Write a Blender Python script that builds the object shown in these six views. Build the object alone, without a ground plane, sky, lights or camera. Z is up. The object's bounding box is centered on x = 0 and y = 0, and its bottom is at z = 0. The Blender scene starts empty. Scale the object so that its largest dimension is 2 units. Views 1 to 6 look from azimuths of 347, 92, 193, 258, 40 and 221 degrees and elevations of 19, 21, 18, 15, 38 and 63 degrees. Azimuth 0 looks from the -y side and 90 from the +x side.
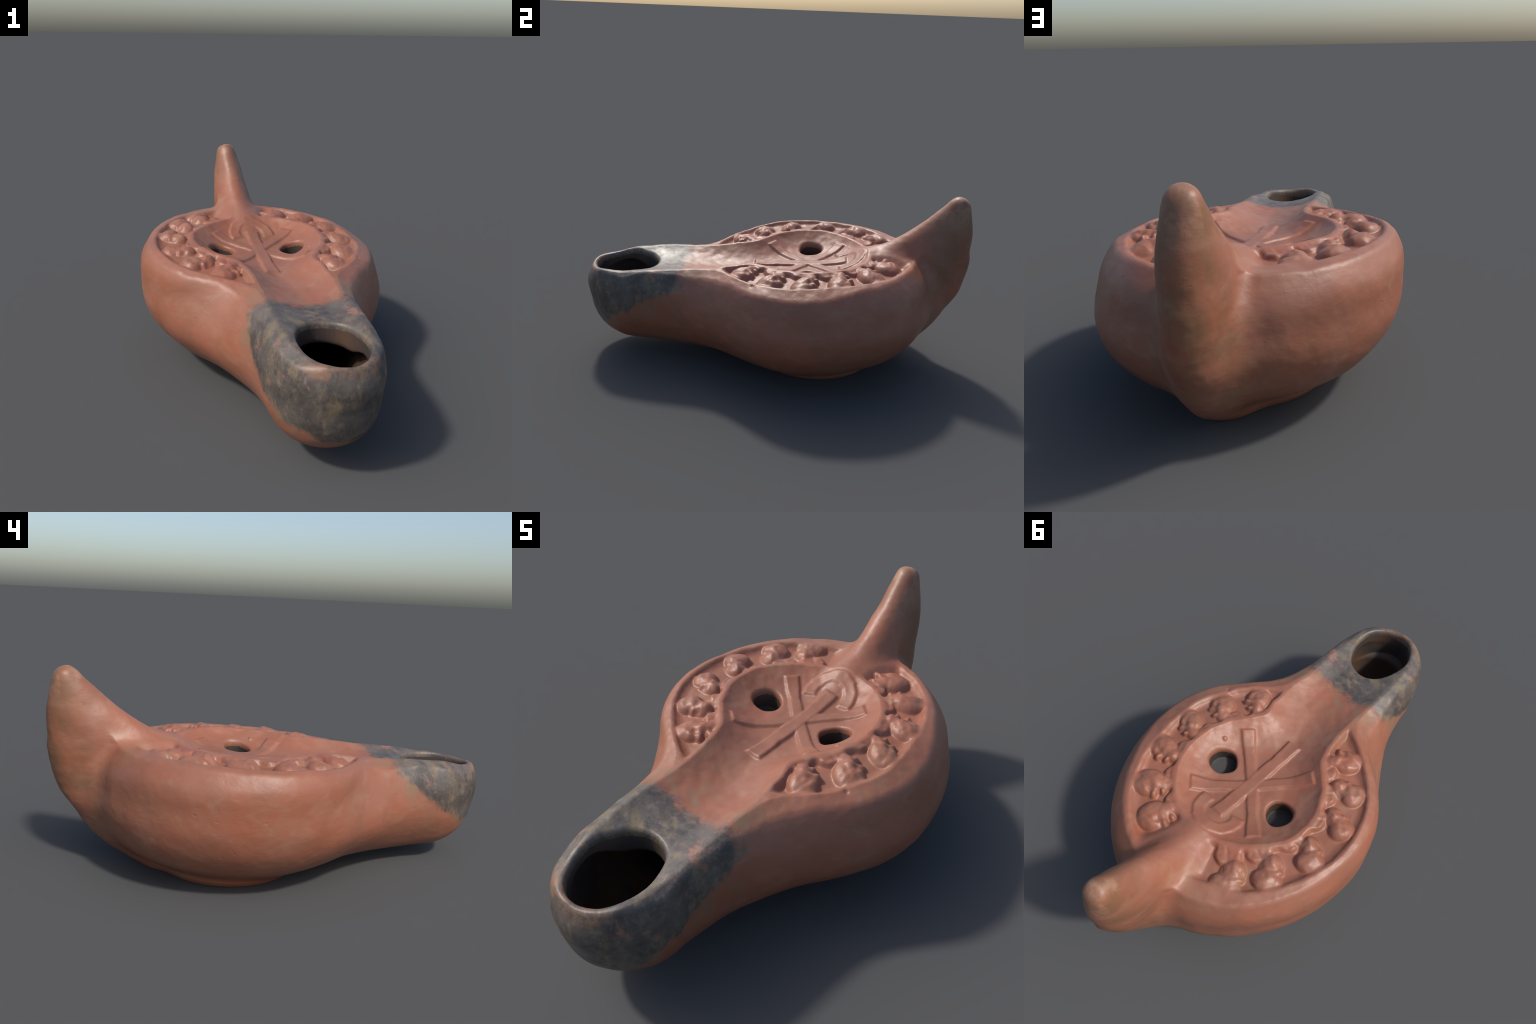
# A mould-made terracotta oil lamp with a christogram on its sunken discus, a frieze of
# twelve small busts round the shoulder, a solid fin handle and a sooty nozzle.
# The clay body is described as an implicit solid (profiles, sections and a relief height
# field), turned into one smooth skin, and the skin is divided into named parts.
import bpy
import numpy as np

VOXEL = 0.0045
GRID = 0.0025            # spacing of the relief height field
rng = np.random.default_rng(7)


# ------------------------------------------------------------------ small maths
def curve(x, xs, ys):
    """Smooth interpolation through control points, clamped at both ends."""
    xs = np.asarray(xs, float)
    ys = np.asarray(ys, float)
    h = np.diff(xs)
    d = np.diff(ys) / h
    m = np.empty_like(ys)
    m[1:-1] = (d[1:] * h[:-1] + d[:-1] * h[1:]) / (h[1:] + h[:-1])
    m[0], m[-1] = d[0], d[-1]
    x = np.clip(x, xs[0], xs[-1])
    i = np.clip(np.searchsorted(xs, x) - 1, 0, len(xs) - 2)
    t = (x - xs[i]) / h[i]
    t2, t3 = t * t, t * t * t
    return ((2 * t3 - 3 * t2 + 1) * ys[i] + (t3 - 2 * t2 + t) * h[i] * m[i]
            + (3 * t2 - 2 * t3) * ys[i + 1] + (t3 - t2) * h[i] * m[i + 1])


def smin(a, b, k):
    h = np.maximum(k - np.abs(a - b), 0) / k
    return np.minimum(a, b) - h * h * k * 0.25


def smax(a, b, k):
    return -smin(-a, -b, k)


def step(x, a, b):
    t = np.clip((x - a) / (b - a), 0, 1)
    return t * t * (3 - 2 * t)


def closed_curve(points, n=6):
    """Catmull-Rom through a ring of points."""
    p = np.asarray(points, float)
    out = []
    for i in range(len(p)):
        a, b, c, d = p[i - 1], p[i], p[(i + 1) % len(p)], p[(i + 2) % len(p)]
        for t in np.arange(n) / n:
            out.append(0.5 * (2 * b + (c - a) * t + (2 * a - 5 * b + 4 * c - d) * t ** 2
                              + (3 * b - 3 * c + d - a) * t ** 3))
    return np.array(out)


def polygon_distance(x, y, poly):
    """Signed distance to a closed polygon, positive inside."""
    best = np.full(x.shape, 9.0)
    inside = np.zeros(x.shape, bool)
    for (ax, ay), (bx, by) in zip(poly, np.roll(poly, -1, 0)):
        ex, ey = bx - ax, by - ay
        t = np.clip(((x - ax) * ex + (y - ay) * ey) / (ex * ex + ey * ey + 1e-12), 0, 1)
        best = np.minimum(best, (x - ax - t * ex) ** 2 + (y - ay - t * ey) ** 2)
        if by != ay:
            inside ^= ((ay > y) != (by > y)) & (x < ex * (y - ay) / ey + ax)
    return np.where(inside, 1, -1) * np.sqrt(best)


def line_distance(x, y, pts):
    best = np.full(x.shape, 9.0)
    for (ax, ay), (bx, by) in zip(pts[:-1], pts[1:]):
        ex, ey = bx - ax, by - ay
        t = np.clip(((x - ax) * ex + (y - ay) * ey) / (ex * ex + ey * ey), 0, 1)
        best = np.minimum(best, np.hypot(x - ax - t * ex, y - ay - t * ey))
    return best


LATTICE = rng.random((24, 24, 24)) * 2 - 1


def noise3(x, y, z, scale):
    """Value noise on a repeating lattice."""
    q = [np.asarray(c) * scale + 50.0 for c in (x, y, z)]
    i = [np.floor(c).astype(int) for c in q]
    f = [c - np.floor(c) for c in q]
    f = [t * t * (3 - 2 * t) for t in f]
    out = 0
    for a in (0, 1):
        for b in (0, 1):
            for c in (0, 1):
                w = ((f[0] if a else 1 - f[0]) * (f[1] if b else 1 - f[1]) * (f[2] if c else 1 - f[2]))
                out = out + w * LATTICE[(i[0] + a) % 24, (i[1] + b) % 24, (i[2] + c) % 24]
    return out


# ------------------------------------------------------------------ plan outlines
# inner crest of the keyhole ridge: round the discus, along the trough, round the wick hole
KEYHOLE = closed_curve([
    (0.182, -0.20), (0.168, -0.125), (0.212, -0.045), (0.272, 0.06), (0.290, 0.17), (0.266, 0.29),
    (0.206, 0.385), (0.120, 0.445), (0.025, 0.468), (-0.081, 0.455), (-0.185, 0.402),
    (-0.281, 0.302), (-0.320, 0.205), (-0.312, 0.098), (-0.258, -0.01), (-0.170, -0.105),
    (-0.138, -0.20), (-0.124, -0.32), (-0.122, -0.46), (-0.122, -0.60), (-0.112, -0.74),
    (-0.085, -0.87), (-0.025, -0.952), (0.05, -0.968), (0.130, -0.928), (0.176, -0.83),
    (0.193, -0.72), (0.194, -0.60), (0.190, -0.46), (0.192, -0.32)], 5)
# crest of the outer rim of the frieze
OUTER = closed_curve([
    (0.197, -0.295), (0.285, -0.235), (0.352, -0.165), (0.432, -0.012), (0.450, 0.09), (0.446, 0.199),
    (0.418, 0.362), (0.352, 0.507), (0.276, 0.592), (0.195, 0.645), (0.09, 0.685), (-0.03, 0.690),
    (-0.124, 0.650), (-0.21, 0.612), (-0.295, 0.570), (-0.361, 0.515), (-0.443, 0.400),
    (-0.486, 0.290), (-0.508, 0.181), (-0.500, 0.046), (-0.451, -0.084), (-0.374, -0.181),
    (-0.256, -0.280), (-0.160, -0.335), (0.0, -0.40)], 5)
# solid foot of the handle that interrupts the frieze at the back
HANDLE_FOOT = np.array([(0.040, 0.44), (0.050, 0.50), (0.072, 0.58), (0.106, 0.657), (0.13, 0.80),
                        (-0.175, 0.80), (-0.135, 0.66), (-0.112, 0.59), (-0.082, 0.52), (-0.062, 0.44)])
WICK = closed_curve([(0.037 + 0.126 * np.cos(a) + 0.0 * np.sin(a), -0.789 + 0.160 * np.sin(a))
                     for a in np.linspace(0, 2 * np.pi, 14, endpoint=False)], 3)
FILL_HOLES = [(0.161, 0.160, 0.057), (-0.191, 0.176, 0.059)]

# christogram
STAFF = [(-0.008, -0.122), (0.000, 0.362)]
BARS = [[(0.176, 0.338), (0.075, 0.245), (-0.012, 0.158), (-0.100, 0.060), (-0.190, -0.038)],
        [(0.184, -0.020), (0.095, 0.060), (-0.012, 0.158), (-0.110, 0.255), (-0.195, 0.340)]]
LOOP = [(-0.080, 0.308), (-0.090, 0.335), (-0.089, 0.368), (-0.074, 0.403), (-0.042, 0.426), (0.0, 0.432),
        (0.042, 0.418), (0.069, 0.388), (0.082, 0.350), (0.083, 0.316)]

# twelve busts: x, y, size, turn (degrees), height, breadth, kind (0 smooth profile, 1 capped and worn)
BUSTS = [(0.255, -0.160, 1.00, -8, 0.043, 1.00, 0), (0.347, -0.024, 1.03, -22, 0.044, 0.98, 0),
         (0.380, 0.137, 1.02, -36, 0.044, 0.92, 0), (0.369, 0.305, 1.06, -26, 0.046, 0.96, 0),
         (0.283, 0.455, 1.12, -10, 0.048, 1.02, 0), (0.160, 0.543, 1.10, 2, 0.048, 1.08, 0),
         (-0.236, -0.190, 1.04, -18, 0.044, 1.00, 0), (-0.340, -0.080, 1.04, -26, 0.046, 0.98, 1),
         (-0.407, 0.062, 1.02, -36, 0.045, 0.92, 1), (-0.412, 0.243, 1.05, -36, 0.046, 0.98, 1),
         (-0.345, 0.410, 1.06, -26, 0.046, 1.04, 1), (-0.246, 0.533, 1.10, -14, 0.048, 1.06, 1)]


# ------------------------------------------------------------------ relief height field
def crest_height(x, y):
    z = curve(y, [-1.03, -0.95, -0.80, -0.65, -0.50, -0.30, -0.10, 0.10, 0.30, 0.50, 0.75],
              [0.452, 0.460, 0.482, 0.500, 0.512, 0.525, 0.541, 0.556, 0.565, 0.568, 0.574])
    return z - curve(y, [-1.0, -0.6, -0.3, 0.0], [0.045, 0.045, 0.014, 0.024]) * (x + 0.02)


def dome(u, v, cu, cv, ru, rv, h):
    q = ((u - cu) / ru) ** 2 + ((v - cv) / rv) ** 2
    return h * np.maximum(1 - q ** 1.35, 0) ** 0.6


def band(x, y, pts, half, half_end):
    """Flat strip along a line, square at both ends, a little wider there."""
    p = np.asarray(pts, float)
    a, b = p[0] - p[1], p[-1] - p[-2]
    a, b = a / np.hypot(*a), b / np.hypot(*b)
    ext = [p[0] + 0.035 * a, *p[1:-1], p[-1] + 0.035 * b]
    end_a = -((x - p[0][0]) * a[0] + (y - p[0][1]) * a[1])
    end_b = -((x - p[-1][0]) * b[0] + (y - p[-1][1]) * b[1])
    near = np.minimum(np.abs(end_a), np.abs(end_b))
    width = half_end + (half - half_end) * step(near, 0.0, 0.14)
    side = width - line_distance(x, y, ext)
    far_a = np.hypot(x - p[0][0], y - p[0][1]) < 0.08
    far_b = np.hypot(x - p[-1][0], y - p[-1][1]) < 0.08
    side = np.where(far_a, np.minimum(side, end_a), side)
    return np.where(far_b, np.minimum(side, end_b), side)


def dent(u, v, cu, cv, r, h):
    return h * np.exp(-((u - cu) ** 2 + (v - cv) ** 2) / (r * r))


def bust_relief(x, y, spec):
    """A bust in profile: crown towards the rim, shoulders towards the discus."""
    bx, by, size, turn, tall, broad, kind = spec
    a0 = np.arctan2(by - 0.165, bx + 0.03)
    a = a0 + np.radians(turn)
    dx, dy = x - bx, y - by
    size = size * 1.07
    v = (dx * np.cos(a) + dy * np.sin(a)) / size
    u = (-dx * np.sin(a) + dy * np.cos(a)) / size / broad
    if kind == 0:
        h = dome(u, v, 0.0, 0.006, 0.053, 0.062, tall)                          # skull and cheek
        h = smax(h, dome(u, v, -0.004, -0.046, 0.030, 0.036, tall * 0.86), 0.012)  # jaw into neck
        h = smax(h, dome(u, v, 0.040, -0.020, 0.020, 0.015, tall * 0.80), 0.006)   # nose
        h = smax(h, dome(u, v, 0.026, -0.050, 0.017, 0.013, tall * 0.72), 0.006)   # chin
        notch = dent(u, v, 0.046, -0.038, 0.010, 0.022) + dent(u, v, 0.024, -0.004, 0.011, 0.011)
        notch = notch + dent(u, v, 0.030, -0.036, 0.009, 0.006)
        brow = dent(u, v, 0.034, 0.012, 0.012, 0.004) + dent(u, v, 0.008, -0.022, 0.014, 0.004)
        edge = np.abs((v - 0.020) + 0.9 * (u - 0.012) * (u > -0.03))              # hair line
        groove = 0.0022 * np.exp(-(edge / 0.006) ** 2) * step(u, -0.035, -0.015)
    else:
        h = dome(u, v, 0.0, 0.024, 0.054, 0.044, tall)                          # cap of hair
        h = smax(h, dome(u, v, 0.004, -0.024, 0.043, 0.052, tall * 0.90), 0.018)   # face and neck
        h = smax(h, dome(u, v, 0.030, -0.014, 0.020, 0.016, tall * 0.74), 0.008)   # nose
        notch = dent(u, v, 0.036, -0.034, 0.011, 0.012) + dent(u, v, -0.030, -0.018, 0.012, 0.010)
        brow = 0.008 * np.exp(-((u - 0.010 - 0.2 * v) / 0.010) ** 2) * step(-v, 0.012, 0.035)
        groove = 0.0035 * np.exp(-((v + 0.010 + 0.25 * u) / 0.008) ** 2) * step(u, -0.05, 0.0)
    on = step(h, 0.006, 0.03)
    h = np.maximum(h + (brow - notch - groove) * on, 0)
    # draped shoulders: a wedge that spreads towards the discus, square to the ring
    w = dx * np.cos(a0) + dy * np.sin(a0)
    s = -dx * np.sin(a0) + dy * np.cos(a0) + 0.022
    spread = 0.026 + 1.0 * np.maximum(-w - 0.046, 0) - np.abs(s)
    torso = 0.026 * step(spread, -0.008, 0.012) * step(-w, 0.036, 0.062) * step(0.06 - np.abs(s), -0.01, 0.02)
    torso = torso - 0.004 * np.exp(-((s - 0.3 * (w + 0.08)) / 0.006) ** 2) * step(torso, 0.01, 0.02)
    return np.maximum(smax(h, torso, 0.004), 0)


gx = np.arange(-0.66, 0.66 + GRID, GRID)
gy = np.arange(-1.06, 0.90 + GRID, GRID)
GX, GY = np.meshgrid(gx, gy, indexing="ij")


def blur(a, times=1):
    for _ in range(times):
        a = np.pad(a, 1, mode="edge")
        a = 0.25 * a[:-2] + 0.5 * a[1:-1] + 0.25 * a[2:]
        a = 0.25 * a[:, :-2] + 0.5 * a[:, 1:-1] + 0.25 * a[:, 2:]
    return a


def build_relief():
    x, y = GX, GY
    crest = crest_height(x, y)
    wob = 0.003 * noise3(x, y, 0 * x, 16) + 0.0015 * noise3(x, y, 0 * x + 3, 45)
    d_key = polygon_distance(x, y, KEYHOLE) + wob
    d_out = polygon_distance(x, y, OUTER) + wob
    d_foot = polygon_distance(x, y, HANDLE_FOOT)

    inner = np.maximum(step(d_out, 0.0, 0.14), step(d_key, -0.05, -0.02)) * step(y, -0.34, -0.12)
    crest = crest + inner * (0.003 + 0.034 * np.maximum(x, 0))
    # bowl of the discus and trough of the nozzle
    depth = curve(y, [-1.0, -0.80, -0.65, -0.50, -0.30, -0.10, 0.05, 0.20, 0.50],
                  [0.015, 0.022, 0.032, 0.037, 0.053, 0.066, 0.070, 0.070, 0.070])
    reach = 0.165
    t = np.clip(d_key / reach, 0, 1)
    bowl = depth * (1 - (1 - t) ** 2.05)

    # frieze channel between the two crests
    room = smin(d_out - 0.003, -d_key - 0.014, 0.010)
    slope = np.clip((d_out - 0.002) / 0.047, 0, 1)
    frieze = step(room, -0.002, 0.022) * (0.35 * step(slope, 0, 1) + 0.65 * (1 - (1 - slope) ** 2.2))
    frieze = frieze * step(-d_foot, -0.005, 0.050)                     # saddle up to the handle root
    room = np.minimum(room, -d_foot - 0.004)
    heads = np.zeros_like(x)
    owner = np.full(x.shape, -1)
    for i, spec in enumerate(BUSTS):
        near = (np.abs(x - spec[0]) < 0.16) & (np.abs(y - spec[1]) < 0.16)
        h = bust_relief(x[near], y[near], spec)
        old = heads[near]
        own = owner[near]
        own[(h > old) & (h > 0.008)] = i
        owner[near] = own
        heads[near] = np.maximum(old, h)
    heads = heads + step(heads, 0.01, 0.03) * (0.0045 * noise3(x, y, 0 * x + 4, 30) + 0.002 * noise3(x, y, 0 * x + 6, 75))
    heads = blur(heads, 1) * (0.87 + 0.05 * noise3(x, y, 0 * x + 2, 26)) + 0.0015 * noise3(x, y, 0 * x, 60) * step(heads, 0.005, 0.03)
    floor = -0.030 + heads
    outside = np.maximum(smin(-d_out, -d_key - 0.014, 0.09), 0)          # the rim rolls off outwards
    crest = crest + 0.008 * noise3(x, y, 0 * x + 7, 8) * step(-y, 0.62, 0.80)
    h = crest - bowl * (d_key > 0) + frieze * floor - (0.5 - 0.28 * step(y, 0.15, 0.45)) * outside * step(0.62 - y, -0.1, 0.05)

    # raised cross bars, staff and hooked loop
    marks = {}
    marks["staff"] = band(x, y, STAFF, 0.032, 0.035)
    bar = [band(x, y, b, 0.027, 0.035) for b in BARS]
    marks["crossbar"], marks["crossbar.001"] = bar
    marks["loop"] = band(x, y, LOOP, 0.028, 0.030)
    lift = 0.0130 * step(marks["staff"] + wob * .8, -0.003, 0.011)
    for b in bar + [marks["loop"]]:
        lift = np.maximum(lift, 0.0105 * step(b + wob * .8, -0.003, 0.011))
    h = h + lift * step(d_key, -0.01, 0.012)
    # a stray pellet of clay beside the filling hole, nicks in the rim
    h = h + dome(x, y, 0.222, 0.085, 0.010, 0.010, 0.008)
    h = h - 0.008 * np.exp(-((x - 0.395) ** 2 + (y + 0.105) ** 2) / 0.00006)
    h = blur(h + 0.0012 * noise3(x, y, 0 * x + 9, 28), 1)
    return h, dict(key=d_key, out=d_out, room=room, owner=owner, **marks)


RELIEF, MAPS = build_relief()
SMOOTH_TOP = crest_height(GX, GY) - 0.075 * step(MAPS["key"], -0.02, 0.06) - 0.05 * step(MAPS["room"], -0.01, 0.03)


def sample(field, x, y):
    fx = np.clip((x - gx[0]) / GRID, 0, len(gx) - 1.001)
    fy = np.clip((y - gy[0]) / GRID, 0, len(gy) - 1.001)
    i, j = fx.astype(int), fy.astype(int)
    fx, fy = fx - i, fy - j
    return ((field[i, j] * (1 - fx) + field[i + 1, j] * fx) * (1 - fy)
            + (field[i, j + 1] * (1 - fx) + field[i + 1, j + 1] * fx) * fy)


def pick(field, x, y):
    i = np.clip(np.round((x - gx[0]) / GRID).astype(int), 0, len(gx) - 1)
    j = np.clip(np.round((y - gy[0]) / GRID).astype(int), 0, len(gy) - 1)
    return field[i, j]


WICK_FIELD = polygon_distance(GX, GY, WICK) + 0.004 * noise3(GX, GY, 0 * GX + 5, 14)


# ------------------------------------------------------------------ the clay solid
def reservoir(x, y, z):
    """Deep round body: a turned profile whose axis leans a little."""
    cx = curve(z, [0.0, 0.15, 0.3, 0.56], [0.022, 0.018, 0.010, -0.0285])
    cy = 0.149
    dy = y - cy
    dy = np.where(dy > 0, dy / 1.145, -dy / 0.918)
    n = 2.0
    q = (np.abs(x - cx) ** n + dy ** n) ** (1 / n)
    return q - curve(z, [-0.01, 0.03, 0.06, 0.12, 0.20, 0.30, 0.40, 0.50, 0.58],
                     [0.18, 0.316, 0.376, 0.470, 0.539, 0.574, 0.568, 0.547, 0.492])


def nozzle(x, y, z):
    """Blunt spout: a stadium plan that narrows towards its sole."""
    ys = [-1.02, -0.80, -0.55, -0.30, -0.10, 0.10]
    sole = curve(y, ys, [0.074, 0.066, 0.048, 0.038, 0.018, -0.040])
    wide = curve(y, ys, [0.255, 0.208, 0.220, 0.324, 0.400, 0.300])
    t = (z - sole) / (0.506 + 0.08 * (y + 1) - sole)
    neck = step(y, -0.62, -0.30)
    p = 2.8 - 0.45 * neck
    under = np.maximum(1 - np.clip(1 - t / 0.55, 0, 1) ** p, 0) ** (1 / p)
    over = curve(t, [0.0, 0.45, 0.72, 1.0], [1.0, 1.02, 1.05, 0.90])
    over = over + neck * curve(t, [0.0, 0.25, 0.5, 0.75, 1.0], [0.06, 0.05, 0.0, -0.12, -0.24])
    r = wide * np.where(t < 0, 4 * t, under * over)
    xc = curve(y, [-1.0, -0.8, -0.4, -0.1, 0.1], [0.026, 0.026, 0.018, 0.010, 0.0])
    waist = step(y, -0.92, -0.58) * (1 - step(y, -0.22, 0.05))             # the neck is full low down,
    full = curve(t, [0.0, 0.18, 0.45, 0.68, 0.9], [-0.04, 0.03, 0.16, 0.10, 0.0])       # more so on its -x flank
    r = r * (1 + waist * full * (0.48 + 0.56 * step(xc - x, -0.08, 0.10)))
    return np.hypot(x - xc, np.minimum(y + 0.732, 0)) - r + np.maximum(y - 0.15, 0)


def handle(x, y, z):
    """Solid fin: a pointed-oval section that climbs backwards and tapers to a blunt tip."""
    zs = [0.0, 0.12, 0.28, 0.42, 0.55, 0.69, 0.80, 0.86, 0.89]
    back = curve(z, zs, [0.612, 0.784, 0.905, 0.976, 0.999, 1.001, 0.979, 0.957, 0.935])
    front = curve(z, zs, [0.31, 0.28, 0.30, 0.30, 0.450, 0.672, 0.805, 0.862, 0.882])
    half = curve(z, zs, [0.088, 0.090, 0.108, 0.107, 0.099, 0.083, 0.061, 0.045, 0.032])
    xc = -0.032 - 0.045 * (z - 0.88)
    ly = np.maximum((back - front) / 2, 0.008)
    p = 2.0
    half = half * (1 + 0.16 * np.clip((y - (back + front) / 2) / ly, -1, 1))     # sharper crest in front
    f = ((np.abs(x - xc) / half) ** p + (np.abs(y - (back + front) / 2) / ly) ** p) ** (1 / p) - 1
    return smax(f * np.minimum(half, ly), z - 0.884, 0.035)


def foot(x, y, z):
    """Low base ring disc."""
    r = np.hypot(x - 0.02, y - 0.215) - curve(z, [-0.01, 0.0, 0.02, 0.05], [0.315, 0.318, 0.334, 0.345])
    return np.maximum(r, z - 0.05)


def solid(x, y, z, hollow=True):
    body = smin(reservoir(x, y, z), nozzle(x, y, z), 0.10)
    top = sample(RELIEF, x, y)
    lumps = 0.004 * noise3(x, y, z, 5) + 0.0018 * noise3(x, y, z, 13) + 0.0006 * noise3(x, y, z, 40)
    lumps = lumps + step(y, 0.62, 0.80) * 0.0025 * noise3(x, y, z, 11)
    f = smax(body, (z - top) * 0.75, 0.008)
    f = smin(f, foot(x, y, z), 0.035)
    f = smin(f, handle(x, y, z), 0.085 - 0.033 * step(z, 0.40, 0.56))
    f = f + lumps * np.where(z < 0.05, 0.2, 1)
    f = np.maximum(f, -z)
    if hollow:
        inner = smax(body + 0.055, z - (sample(SMOOTH_TOP, x, y) - 0.05 - 0.12 * step(y, -0.45, -0.2)), 0.04)
        inner = smax(inner, 0.045 - z, 0.03)
        for hx, hy, r in FILL_HOLES:
            floor = 0.418 + 0.16 * (abs(hx) - 0.17) + 0.25 * (x - hx) * np.sign(hx)
            bore = smax(np.hypot(x - hx, y - hy) - r + 0.006 * noise3(x, y, 0.4 * z, 20), floor - z, 0.006)
            inner = np.minimum(inner, bore)
        mouth = np.maximum(-sample(WICK_FIELD, x, y) * 0.9 - 0.03 * (z - 0.44), 0.30 - z)
        inner = smin(inner, mouth, 0.03)
        f = smax(f, -inner, 0.014)
    return f


# ------------------------------------------------------------------ skin the solid
def surface_nets(h):
    lo = np.array([-0.66, -1.05, -0.012])
    n = np.ceil((np.array([0.66, 1.05, 0.93]) - lo) / h / 4).astype(int) * 4 + 1
    axes = [lo[k] + h * np.arange(n[k]) for k in range(3)]
    c = [a[::4] for a in axes]
    coarse = solid(*np.meshgrid(*c, indexing="ij"))
    neg = coarse < 0
    cell_any = np.zeros([m - 1 for m in neg.shape], bool)
    cell_all = np.ones_like(cell_any)
    for a in (0, 1):
        for b in (0, 1):
            for d in (0, 1):
                s = neg[a:a + cell_any.shape[0], b:b + cell_any.shape[1], d:d + cell_any.shape[2]]
                cell_any |= s
                cell_all &= s
    live = cell_any & ~cell_all
    grown = live.copy()
    for k in range(3):                       # one ring of neighbours, for thin details
        up = np.roll(grown, 1, k)
        dn = np.roll(grown, -1, k)
        grown = grown | up | dn
    full = np.repeat(np.repeat(np.repeat(coarse[:-1, :-1, :-1], 4, 0), 4, 1), 4, 2)
    full = np.pad(full, ((0, 1),) * 3, mode="edge").astype(np.float32)
    cells = np.argwhere(grown)
    off = np.stack(np.meshgrid(*[np.arange(5)] * 3, indexing="ij"), -1).reshape(-1, 3)
    for s in range(0, len(cells), 6000):
        ids = (cells[s:s + 6000, None] * 4 + off[None]).reshape(-1, 3)
        full[ids[:, 0], ids[:, 1], ids[:, 2]] = solid(axes[0][ids[:, 0]], axes[1][ids[:, 1]], axes[2][ids[:, 2]])
    neg = full < 0
    count = np.zeros([m - 1 for m in full.shape], np.int8)
    for a in (0, 1):
        for b in (0, 1):
            for d in (0, 1):
                count += neg[a:a + count.shape[0], b:b + count.shape[1], d:d + count.shape[2]]
    active = (count > 0) & (count < 8)
    ids = np.argwhere(active)
    index = np.full(active.shape, -1, np.int32)
    index[active] = np.arange(len(ids))
    total = np.zeros((len(ids), 3))
    weight = np.zeros(len(ids))
    corners = [np.array(q) for q in np.ndindex(2, 2, 2)]
    for p in corners:
        for k in range(3):
            if p[k]:
                continue
            q = p.copy()
            q[k] = 1
            a = full[tuple((ids + p).T)]
            b = full[tuple((ids + q).T)]
            cut = (a < 0) != (b < 0)
            t = np.where(cut, a / np.where(cut, a - b, 1), 0)
            pos = np.repeat(p[None].astype(float), len(ids), 0)
            pos[:, k] = t
            total += pos * cut[:, None]
            weight += cut
    verts = lo + h * (ids + total / weight[:, None])
    quads = []
    for k in range(3):
        u, v = (k + 1) % 3, (k + 2) % 3
        a = np.take(neg, np.arange(neg.shape[k] - 1), k)
        b = np.take(neg, np.arange(1, neg.shape[k]), k)
        for flip, mask in ((False, a & ~b), (True, ~a & b)):
            e = np.argwhere(mask)
            e = e[(e[:, u] > 0) & (e[:, v] > 0) & (e[:, u] < active.shape[u]) & (e[:, v] < active.shape[v])]
            ring = []
            for du, dv in ((1, 1), (0, 1), (0, 0), (1, 0)):
                q = e.copy()
                q[:, u] -= du
                q[:, v] -= dv
                ring.append(index[tuple(q.T)])
            ring = np.stack(ring, 1)
            quads.append(ring[:, ::-1] if flip else ring)
    return verts, np.concatenate(quads)


def gradient(p, f0, e=0.0012):
    g = np.empty_like(p)
    for k in range(3):
        d = np.zeros(3)
        d[k] = e
        g[:, k] = (solid(*(p + d).T) - f0) / e
    return g


verts, quads = surface_nets(VOXEL)
for _ in range(2):                            # settle the vertices onto the true surface
    f0 = solid(*verts.T)
    g = gradient(verts, f0)
    move = -f0[:, None] * g / np.maximum((g * g).sum(1), 0.05)[:, None]
    size = np.linalg.norm(move, axis=1, keepdims=True)
    verts = verts + move * np.minimum(1, 0.6 * VOXEL / np.maximum(size, 1e-9))
verts[:, 2] = np.maximum(verts[:, 2], 0)

tri = np.concatenate([quads[:, [0, 1, 2]], quads[:, [0, 2, 3]]])
fn = np.cross(verts[tri[:, 1]] - verts[tri[:, 0]], verts[tri[:, 2]] - verts[tri[:, 0]])
vn = np.zeros_like(verts)
for k in range(3):
    for c in range(3):
        vn[:, c] += np.bincount(tri[:, k], fn[:, c], len(verts))
vn /= np.maximum(np.linalg.norm(vn, axis=1, keepdims=True), 1e-12)

# ------------------------------------------------------------------ divide into parts
mid = verts[quads].mean(1)
mx, my, mz = mid.T
PARTS = ["reservoir", "foot", "nozzle", "handle", "rim", "frieze", "discus", "inner_wall",
         "hole_floor", "staff", "crossbar", "crossbar.001", "loop"] + ["bust"] + [f"bust.{i:03d}" for i in range(1, 12)]
label = np.zeros(len(quads), int)
upper = np.abs(mz - sample(RELIEF, mx, my)) < 0.022
key, out_, room = (sample(MAPS[k], mx, my) for k in ("key", "out", "room"))
hand = handle(mx, my, mz) < 0.012
label[(my < -0.36)] = 2
label[upper & (out_ > -0.03) & (my > -0.36)] = 4
label[upper & (key > 0) & (my > -0.36)] = 6
for n_, name in enumerate(("staff", "crossbar", "crossbar.001", "loop")):
    label[upper & (key > 0) & (sample(MAPS[name], mx, my) > 0)] = [9, 10, 11, 12][n_]
label[upper & (sample(MAPS["staff"], mx, my) > 0) & (key > 0)] = 9
in_frieze = upper & (room > 0)
label[in_frieze] = 5
own = pick(MAPS["owner"], mx, my)
label[in_frieze & (own >= 0)] = 13 + own[in_frieze & (own >= 0)]
label[hand & (my > 0.45) & ~in_frieze & (mz > 0.12)] = 3
label[mz < 0.046] = 1
shell = smin(reservoir(mx, my, mz), nozzle(mx, my, mz), 0.10)
inside = (shell < -0.028) & (mz < sample(RELIEF, mx, my) - 0.024) & (mz > 0.03) & (solid(mx, my, mz, False) < -0.014)
label[inside] = 7
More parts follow.
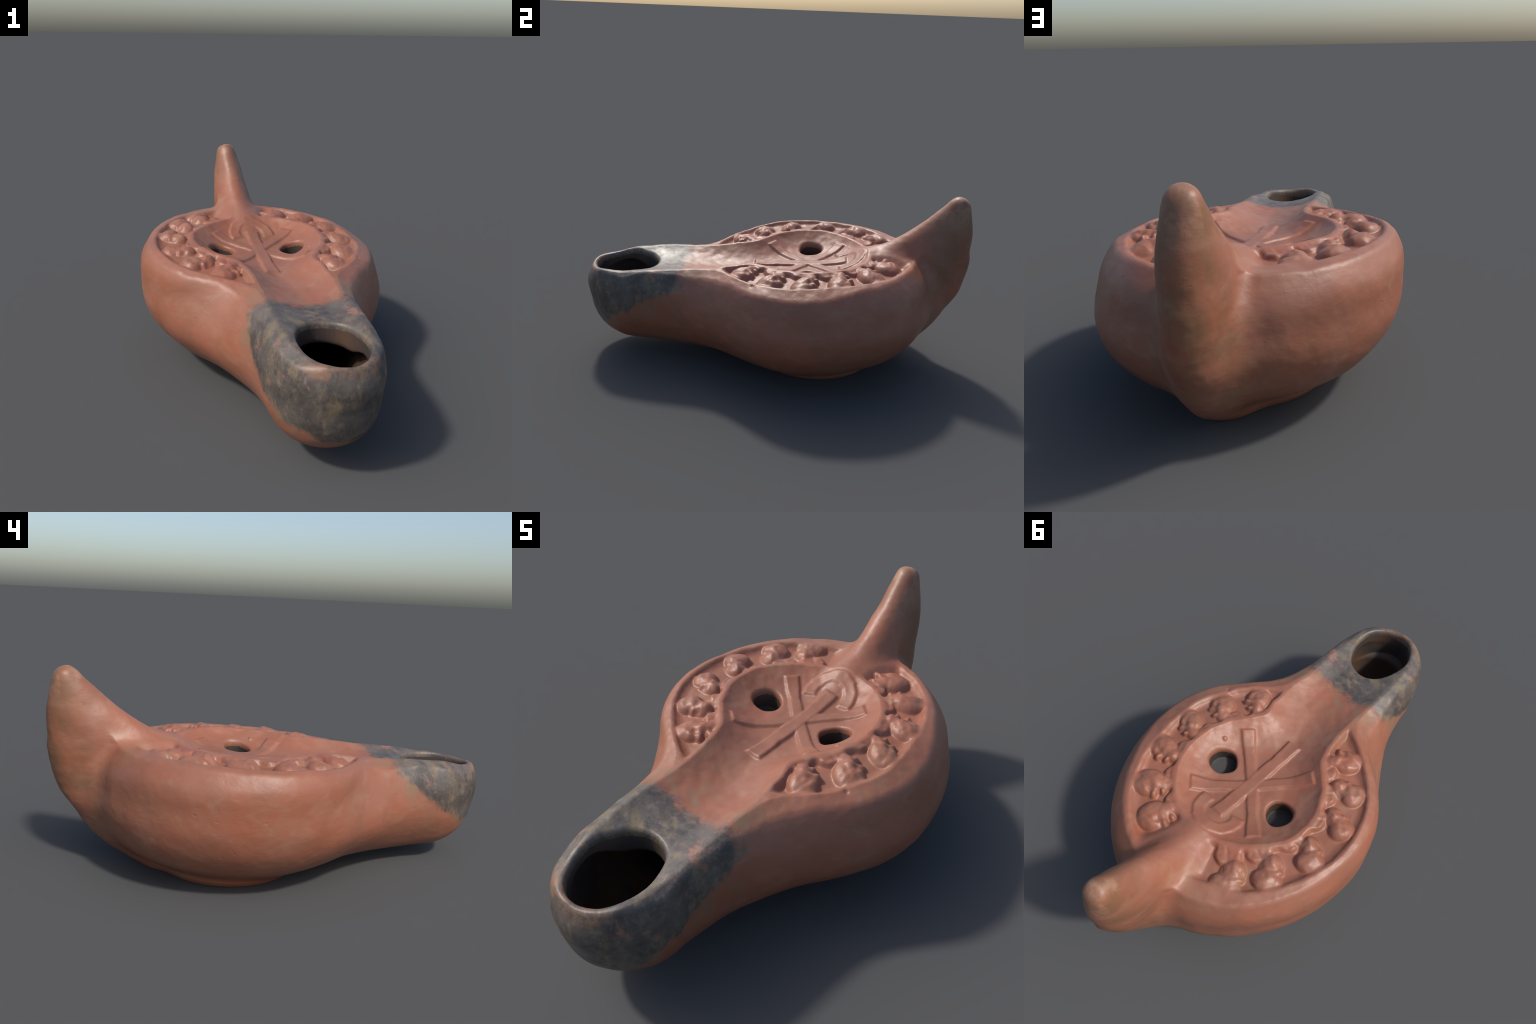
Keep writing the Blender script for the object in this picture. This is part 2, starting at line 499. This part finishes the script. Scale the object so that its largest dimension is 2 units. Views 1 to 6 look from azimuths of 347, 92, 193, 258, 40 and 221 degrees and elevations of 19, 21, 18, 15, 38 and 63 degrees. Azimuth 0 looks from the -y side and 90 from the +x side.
for hx, hy, r in FILL_HOLES:
    floor = 0.418 + 0.16 * (abs(hx) - 0.17) + 0.25 * (mx - hx) * np.sign(hx)
    label[(np.hypot(mx - hx, my - hy) < r - 0.003) & (mz < floor + 0.010) & (mz > floor - 0.03)] = 8


# ------------------------------------------------------------------ materials
def clay_material(name):
    mat = bpy.data.materials.new(name)
    mat.use_nodes = True
    nt = mat.node_tree
    nodes, links = nt.nodes, nt.links
    bsdf = nodes["Principled BSDF"]
    coord = nodes.new("ShaderNodeTexCoord").outputs["Object"]
    sep = nodes.new("ShaderNodeSeparateXYZ")
    links.new(coord, sep.inputs[0])

    def noise(scale, detail=3.0, rough=0.55, stretch=(1, 1, 1), shift=(0, 0, 0), distort=0.0):
        m = nodes.new("ShaderNodeMapping")
        m.inputs["Scale"].default_value = stretch
        m.inputs["Location"].default_value = shift
        links.new(coord, m.inputs[0])
        n = nodes.new("ShaderNodeTexNoise")
        n.inputs["Scale"].default_value = scale
        n.inputs["Detail"].default_value = detail
        n.inputs["Roughness"].default_value = rough
        n.inputs["Distortion"].default_value = distort
        links.new(m.outputs[0], n.inputs["Vector"])
        return n.outputs["Fac"]

    def math(op, a, b=0.0, c=0.0):
        n = nodes.new("ShaderNodeMath")
        n.operation = op
        for i, v in enumerate((a, b, c)):
            if isinstance(v, (int, float)):
                n.inputs[i].default_value = v
            else:
                links.new(v, n.inputs[i])
        return n.outputs[0]

    def ramp(v, a, b):
        n = nodes.new("ShaderNodeMapRange")
        n.interpolation_type = "SMOOTHSTEP"
        n.inputs["From Min"].default_value = a
        n.inputs["From Max"].default_value = b
        links.new(v, n.inputs["Value"])
        return n.outputs["Result"]

    def mix(f, a, b):
        n = nodes.new("ShaderNodeMix")
        n.data_type = "RGBA"
        if isinstance(f, (int, float)):
            n.inputs["Factor"].default_value = f
        else:
            links.new(f, n.inputs["Factor"])
        for slot, v in (("A", a), ("B", b)):
            s = [q for q in n.inputs if q.name == slot and q.type == "RGBA"][0]
            if isinstance(v, tuple):
                s.default_value = (*v, 1)
            else:
                links.new(v, s)
        return [q for q in n.outputs if q.type == "RGBA"][0]

    X, Y, Z = sep.outputs
    # fired clay: red-brown with paler and more orange drifts
    col = mix(ramp(noise(3.2, 4), 0.35, 0.68), CLAY, CLAY_ORANGE)
    col = mix(math("MULTIPLY", ramp(noise(5.5, 5, 0.6, (1, 1, 1), (4, 2, 7)), 0.50, 0.72), 0.55), col, CLAY_PINK)
    col = mix(math("MULTIPLY", ramp(noise(7.0, 6, 0.66, (1, 1, 2.0), (9, 1, 3), 0.8), 0.50, 0.70), 0.42), col, DUST)
    # darker brown drifts in the clay colour
    stain = math("MULTIPLY", ramp(noise(2.6, 5, 0.62, (1, 1, 1.3), (5, 3, 1), 0.5), 0.44, 0.66), 0.42)
    col = mix(stain, col, BROWN)
    # olive stain on the spine of the handle and its flanks
    spine = math("MULTIPLY", ramp(Y, 0.62, 0.97), ramp(noise(4.0, 4, 0.6, (1, 1, 0.7), (2, 8, 1)), 0.36, 0.62))
    col = mix(math("MULTIPLY", spine, 0.72), col, OLIVE)
    wear = math("MULTIPLY", ramp(Z, 0.66, 0.86), ramp(noise(9.0, 6, 0.68, shift=(4, 4, 2)), 0.44, 0.62))
    col = mix(math("MULTIPLY", wear, 0.6), col, PALE)
    # soot round the nozzle with a ragged edge
    edge = math("MULTIPLY_ADD", Z, 1.6, -1.225)        # soot stops higher towards the body
    edge = math("MINIMUM", edge, -0.475)
    edge = math("MULTIPLY_ADD", math("MAXIMUM", X, 0.0), 0.22, edge)   # and lower on the +x cheek
    edge = math("MINIMUM", edge, -0.475)
    rag = math("MULTIPLY_ADD", noise(5.5, 7, 0.66, (1, 1, 0.6), (1, 5, 2), 0.4), 0.42, -0.21)
    top_only = ramp(Z, 0.44, 0.40)                                      # the trough edge is steadier
    rag = math("MULTIPLY", rag, math("MULTIPLY_ADD", top_only, 0.65, 0.35))
    front = math("SUBTRACT", math("ADD", edge, rag), Y)
    soot = ramp(math("MULTIPLY_ADD", noise(26, 5, 0.7, shift=(2, 9, 2)), 0.13, math("ADD", front, -0.065)), -0.022, 0.040)
    halo = math("MULTIPLY", ramp(front, -0.20, -0.02), ramp(noise(10, 6, 0.7, (1, 1, 0.5), (3, 1, 6)), 0.47, 0.64))
    col = mix(math("MULTIPLY", halo, 0.65), col, SOOT_OCHRE)
    greys = mix(ramp(noise(9, 7, 0.72, shift=(3, 3, 8)), 0.36, 0.66), SOOT_DARK, SOOT)
    greys = mix(math("MULTIPLY", ramp(noise(12, 7, 0.75, (1, 1, 0.55), (6, 1, 4)), 0.47, 0.66), 0.8), greys, SOOT_OCHRE)
    greys = mix(math("MULTIPLY", ramp(noise(34, 5, 0.7, (1, 1, 0.6), (1, 7, 4)), 0.50, 0.70), 0.45), greys, SOOT_PALE)
    greys = mix(math("MULTIPLY", ramp(noise(9, 6, 0.72, shift=(8, 8, 1)), 0.58, 0.70), 0.7), greys, CLAY_PINK)
    rim = math("MULTIPLY", ramp(Y, -0.86, -0.98), ramp(Z, 0.40, 0.45))     # lip worn back to clay
    greys = mix(math("MULTIPLY", rim, ramp(noise(9, 6, 0.7, shift=(2, 4, 9)), 0.42, 0.62)), greys, LIP)
    soot = math("MULTIPLY", soot, 0.95)
    col = mix(soot, col, greys)
    links.new(col, bsdf.inputs["Base Color"])
    r = math("MULTIPLY_ADD", noise(12, 4, shift=(2, 2, 2)), 0.22, ROUGH - 0.11)
    links.new(r, bsdf.inputs["Roughness"])
    bsdf.inputs["Specular IOR Level"].default_value = 0.5
    # fine grain, tool drag and pits
    grain = math("ADD", math("MULTIPLY", noise(70, 5, 0.6), 0.5), math("MULTIPLY", noise(24, 4, 0.6, (1, 1, 2)), 0.8))
    pits = math("MULTIPLY", ramp(noise(38, 2, 0.5, shift=(7, 3, 3)), 0.72, 0.80), -1.6)
    bump = nodes.new("ShaderNodeBump")
    bump.inputs["Strength"].default_value = 0.22
    bump.inputs["Distance"].default_value = 0.006
    links.new(math("ADD", grain, pits), bump.inputs["Height"])
    links.new(bump.outputs[0], bsdf.inputs["Normal"])
    return mat


def lin(r, g, b):
    return tuple((c / 255 / 12.92) if c <= 10 else ((c / 255 + 0.055) / 1.055) ** 2.4 for c in (r, g, b))


CLAY = lin(142, 92, 72)
CLAY_ORANGE = lin(146, 88, 65)
CLAY_PINK = lin(153, 104, 86)
DUST = lin(148, 117, 91)
OLIVE = lin(108, 86, 60)
PALE = lin(164, 126, 102)
BROWN = lin(124, 80, 58)
SOOT = lin(92, 86, 80)
SOOT_DARK = lin(60, 58, 56)
SOOT_PALE = lin(124, 115, 102)
LIP = lin(136, 100, 76)
SOOT_OCHRE = lin(118, 104, 80)
INNER = lin(70, 60, 52)
ROUGH = 0.46

clay = clay_material("fired_clay")


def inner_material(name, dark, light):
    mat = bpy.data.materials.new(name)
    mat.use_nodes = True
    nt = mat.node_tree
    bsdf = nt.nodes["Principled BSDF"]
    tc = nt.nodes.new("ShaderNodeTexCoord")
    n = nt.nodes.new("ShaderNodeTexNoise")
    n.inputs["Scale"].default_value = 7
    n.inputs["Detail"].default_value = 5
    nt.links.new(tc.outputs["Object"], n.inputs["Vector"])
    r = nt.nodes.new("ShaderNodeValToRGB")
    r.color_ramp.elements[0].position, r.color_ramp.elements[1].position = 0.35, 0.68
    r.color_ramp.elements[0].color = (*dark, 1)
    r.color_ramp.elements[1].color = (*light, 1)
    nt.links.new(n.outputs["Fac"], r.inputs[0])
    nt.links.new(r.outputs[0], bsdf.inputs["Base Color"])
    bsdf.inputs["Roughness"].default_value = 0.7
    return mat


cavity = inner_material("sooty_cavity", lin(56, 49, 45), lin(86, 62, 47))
grey_fill = inner_material("grey_floor", lin(52, 52, 53), lin(64, 63, 62))

# ------------------------------------------------------------------ objects
scene = bpy.context.scene
lamp = bpy.data.objects.new("oil_lamp", None)
lamp["label"] = "terracotta oil lamp with fin handle, christogram and frieze of busts"
lamp["category"] = "oil lamp"
scene.collection.objects.link(lamp)
christogram = bpy.data.objects.new("christogram", None)
christogram.parent = lamp
scene.collection.objects.link(christogram)
made = {}
for i, name in enumerate(PARTS):
    faces = quads[label == i]
    if not len(faces):
        continue
    used, inv = np.unique(faces, return_inverse=True)
    me = bpy.data.meshes.new(name)
    me.from_pydata(verts[used], [], inv.reshape(-1, 4))
    me.shade_smooth()
    me.normals_split_custom_set_from_vertices(vn[used])
    me.materials.append({"inner_wall": cavity, "hole_floor": grey_fill}.get(name, clay))
    ob = bpy.data.objects.new(name, me)
    scene.collection.objects.link(ob)
    made[name] = ob
for name, ob in made.items():
    if name.startswith("bust"):
        ob.parent = made["frieze"]
    elif name.split(".")[0] in ("staff", "crossbar", "loop"):
        ob.parent = christogram
    else:
        ob.parent = lamp
print("faces", len(quads), {k: len(o.data.polygons) for k, o in made.items()})
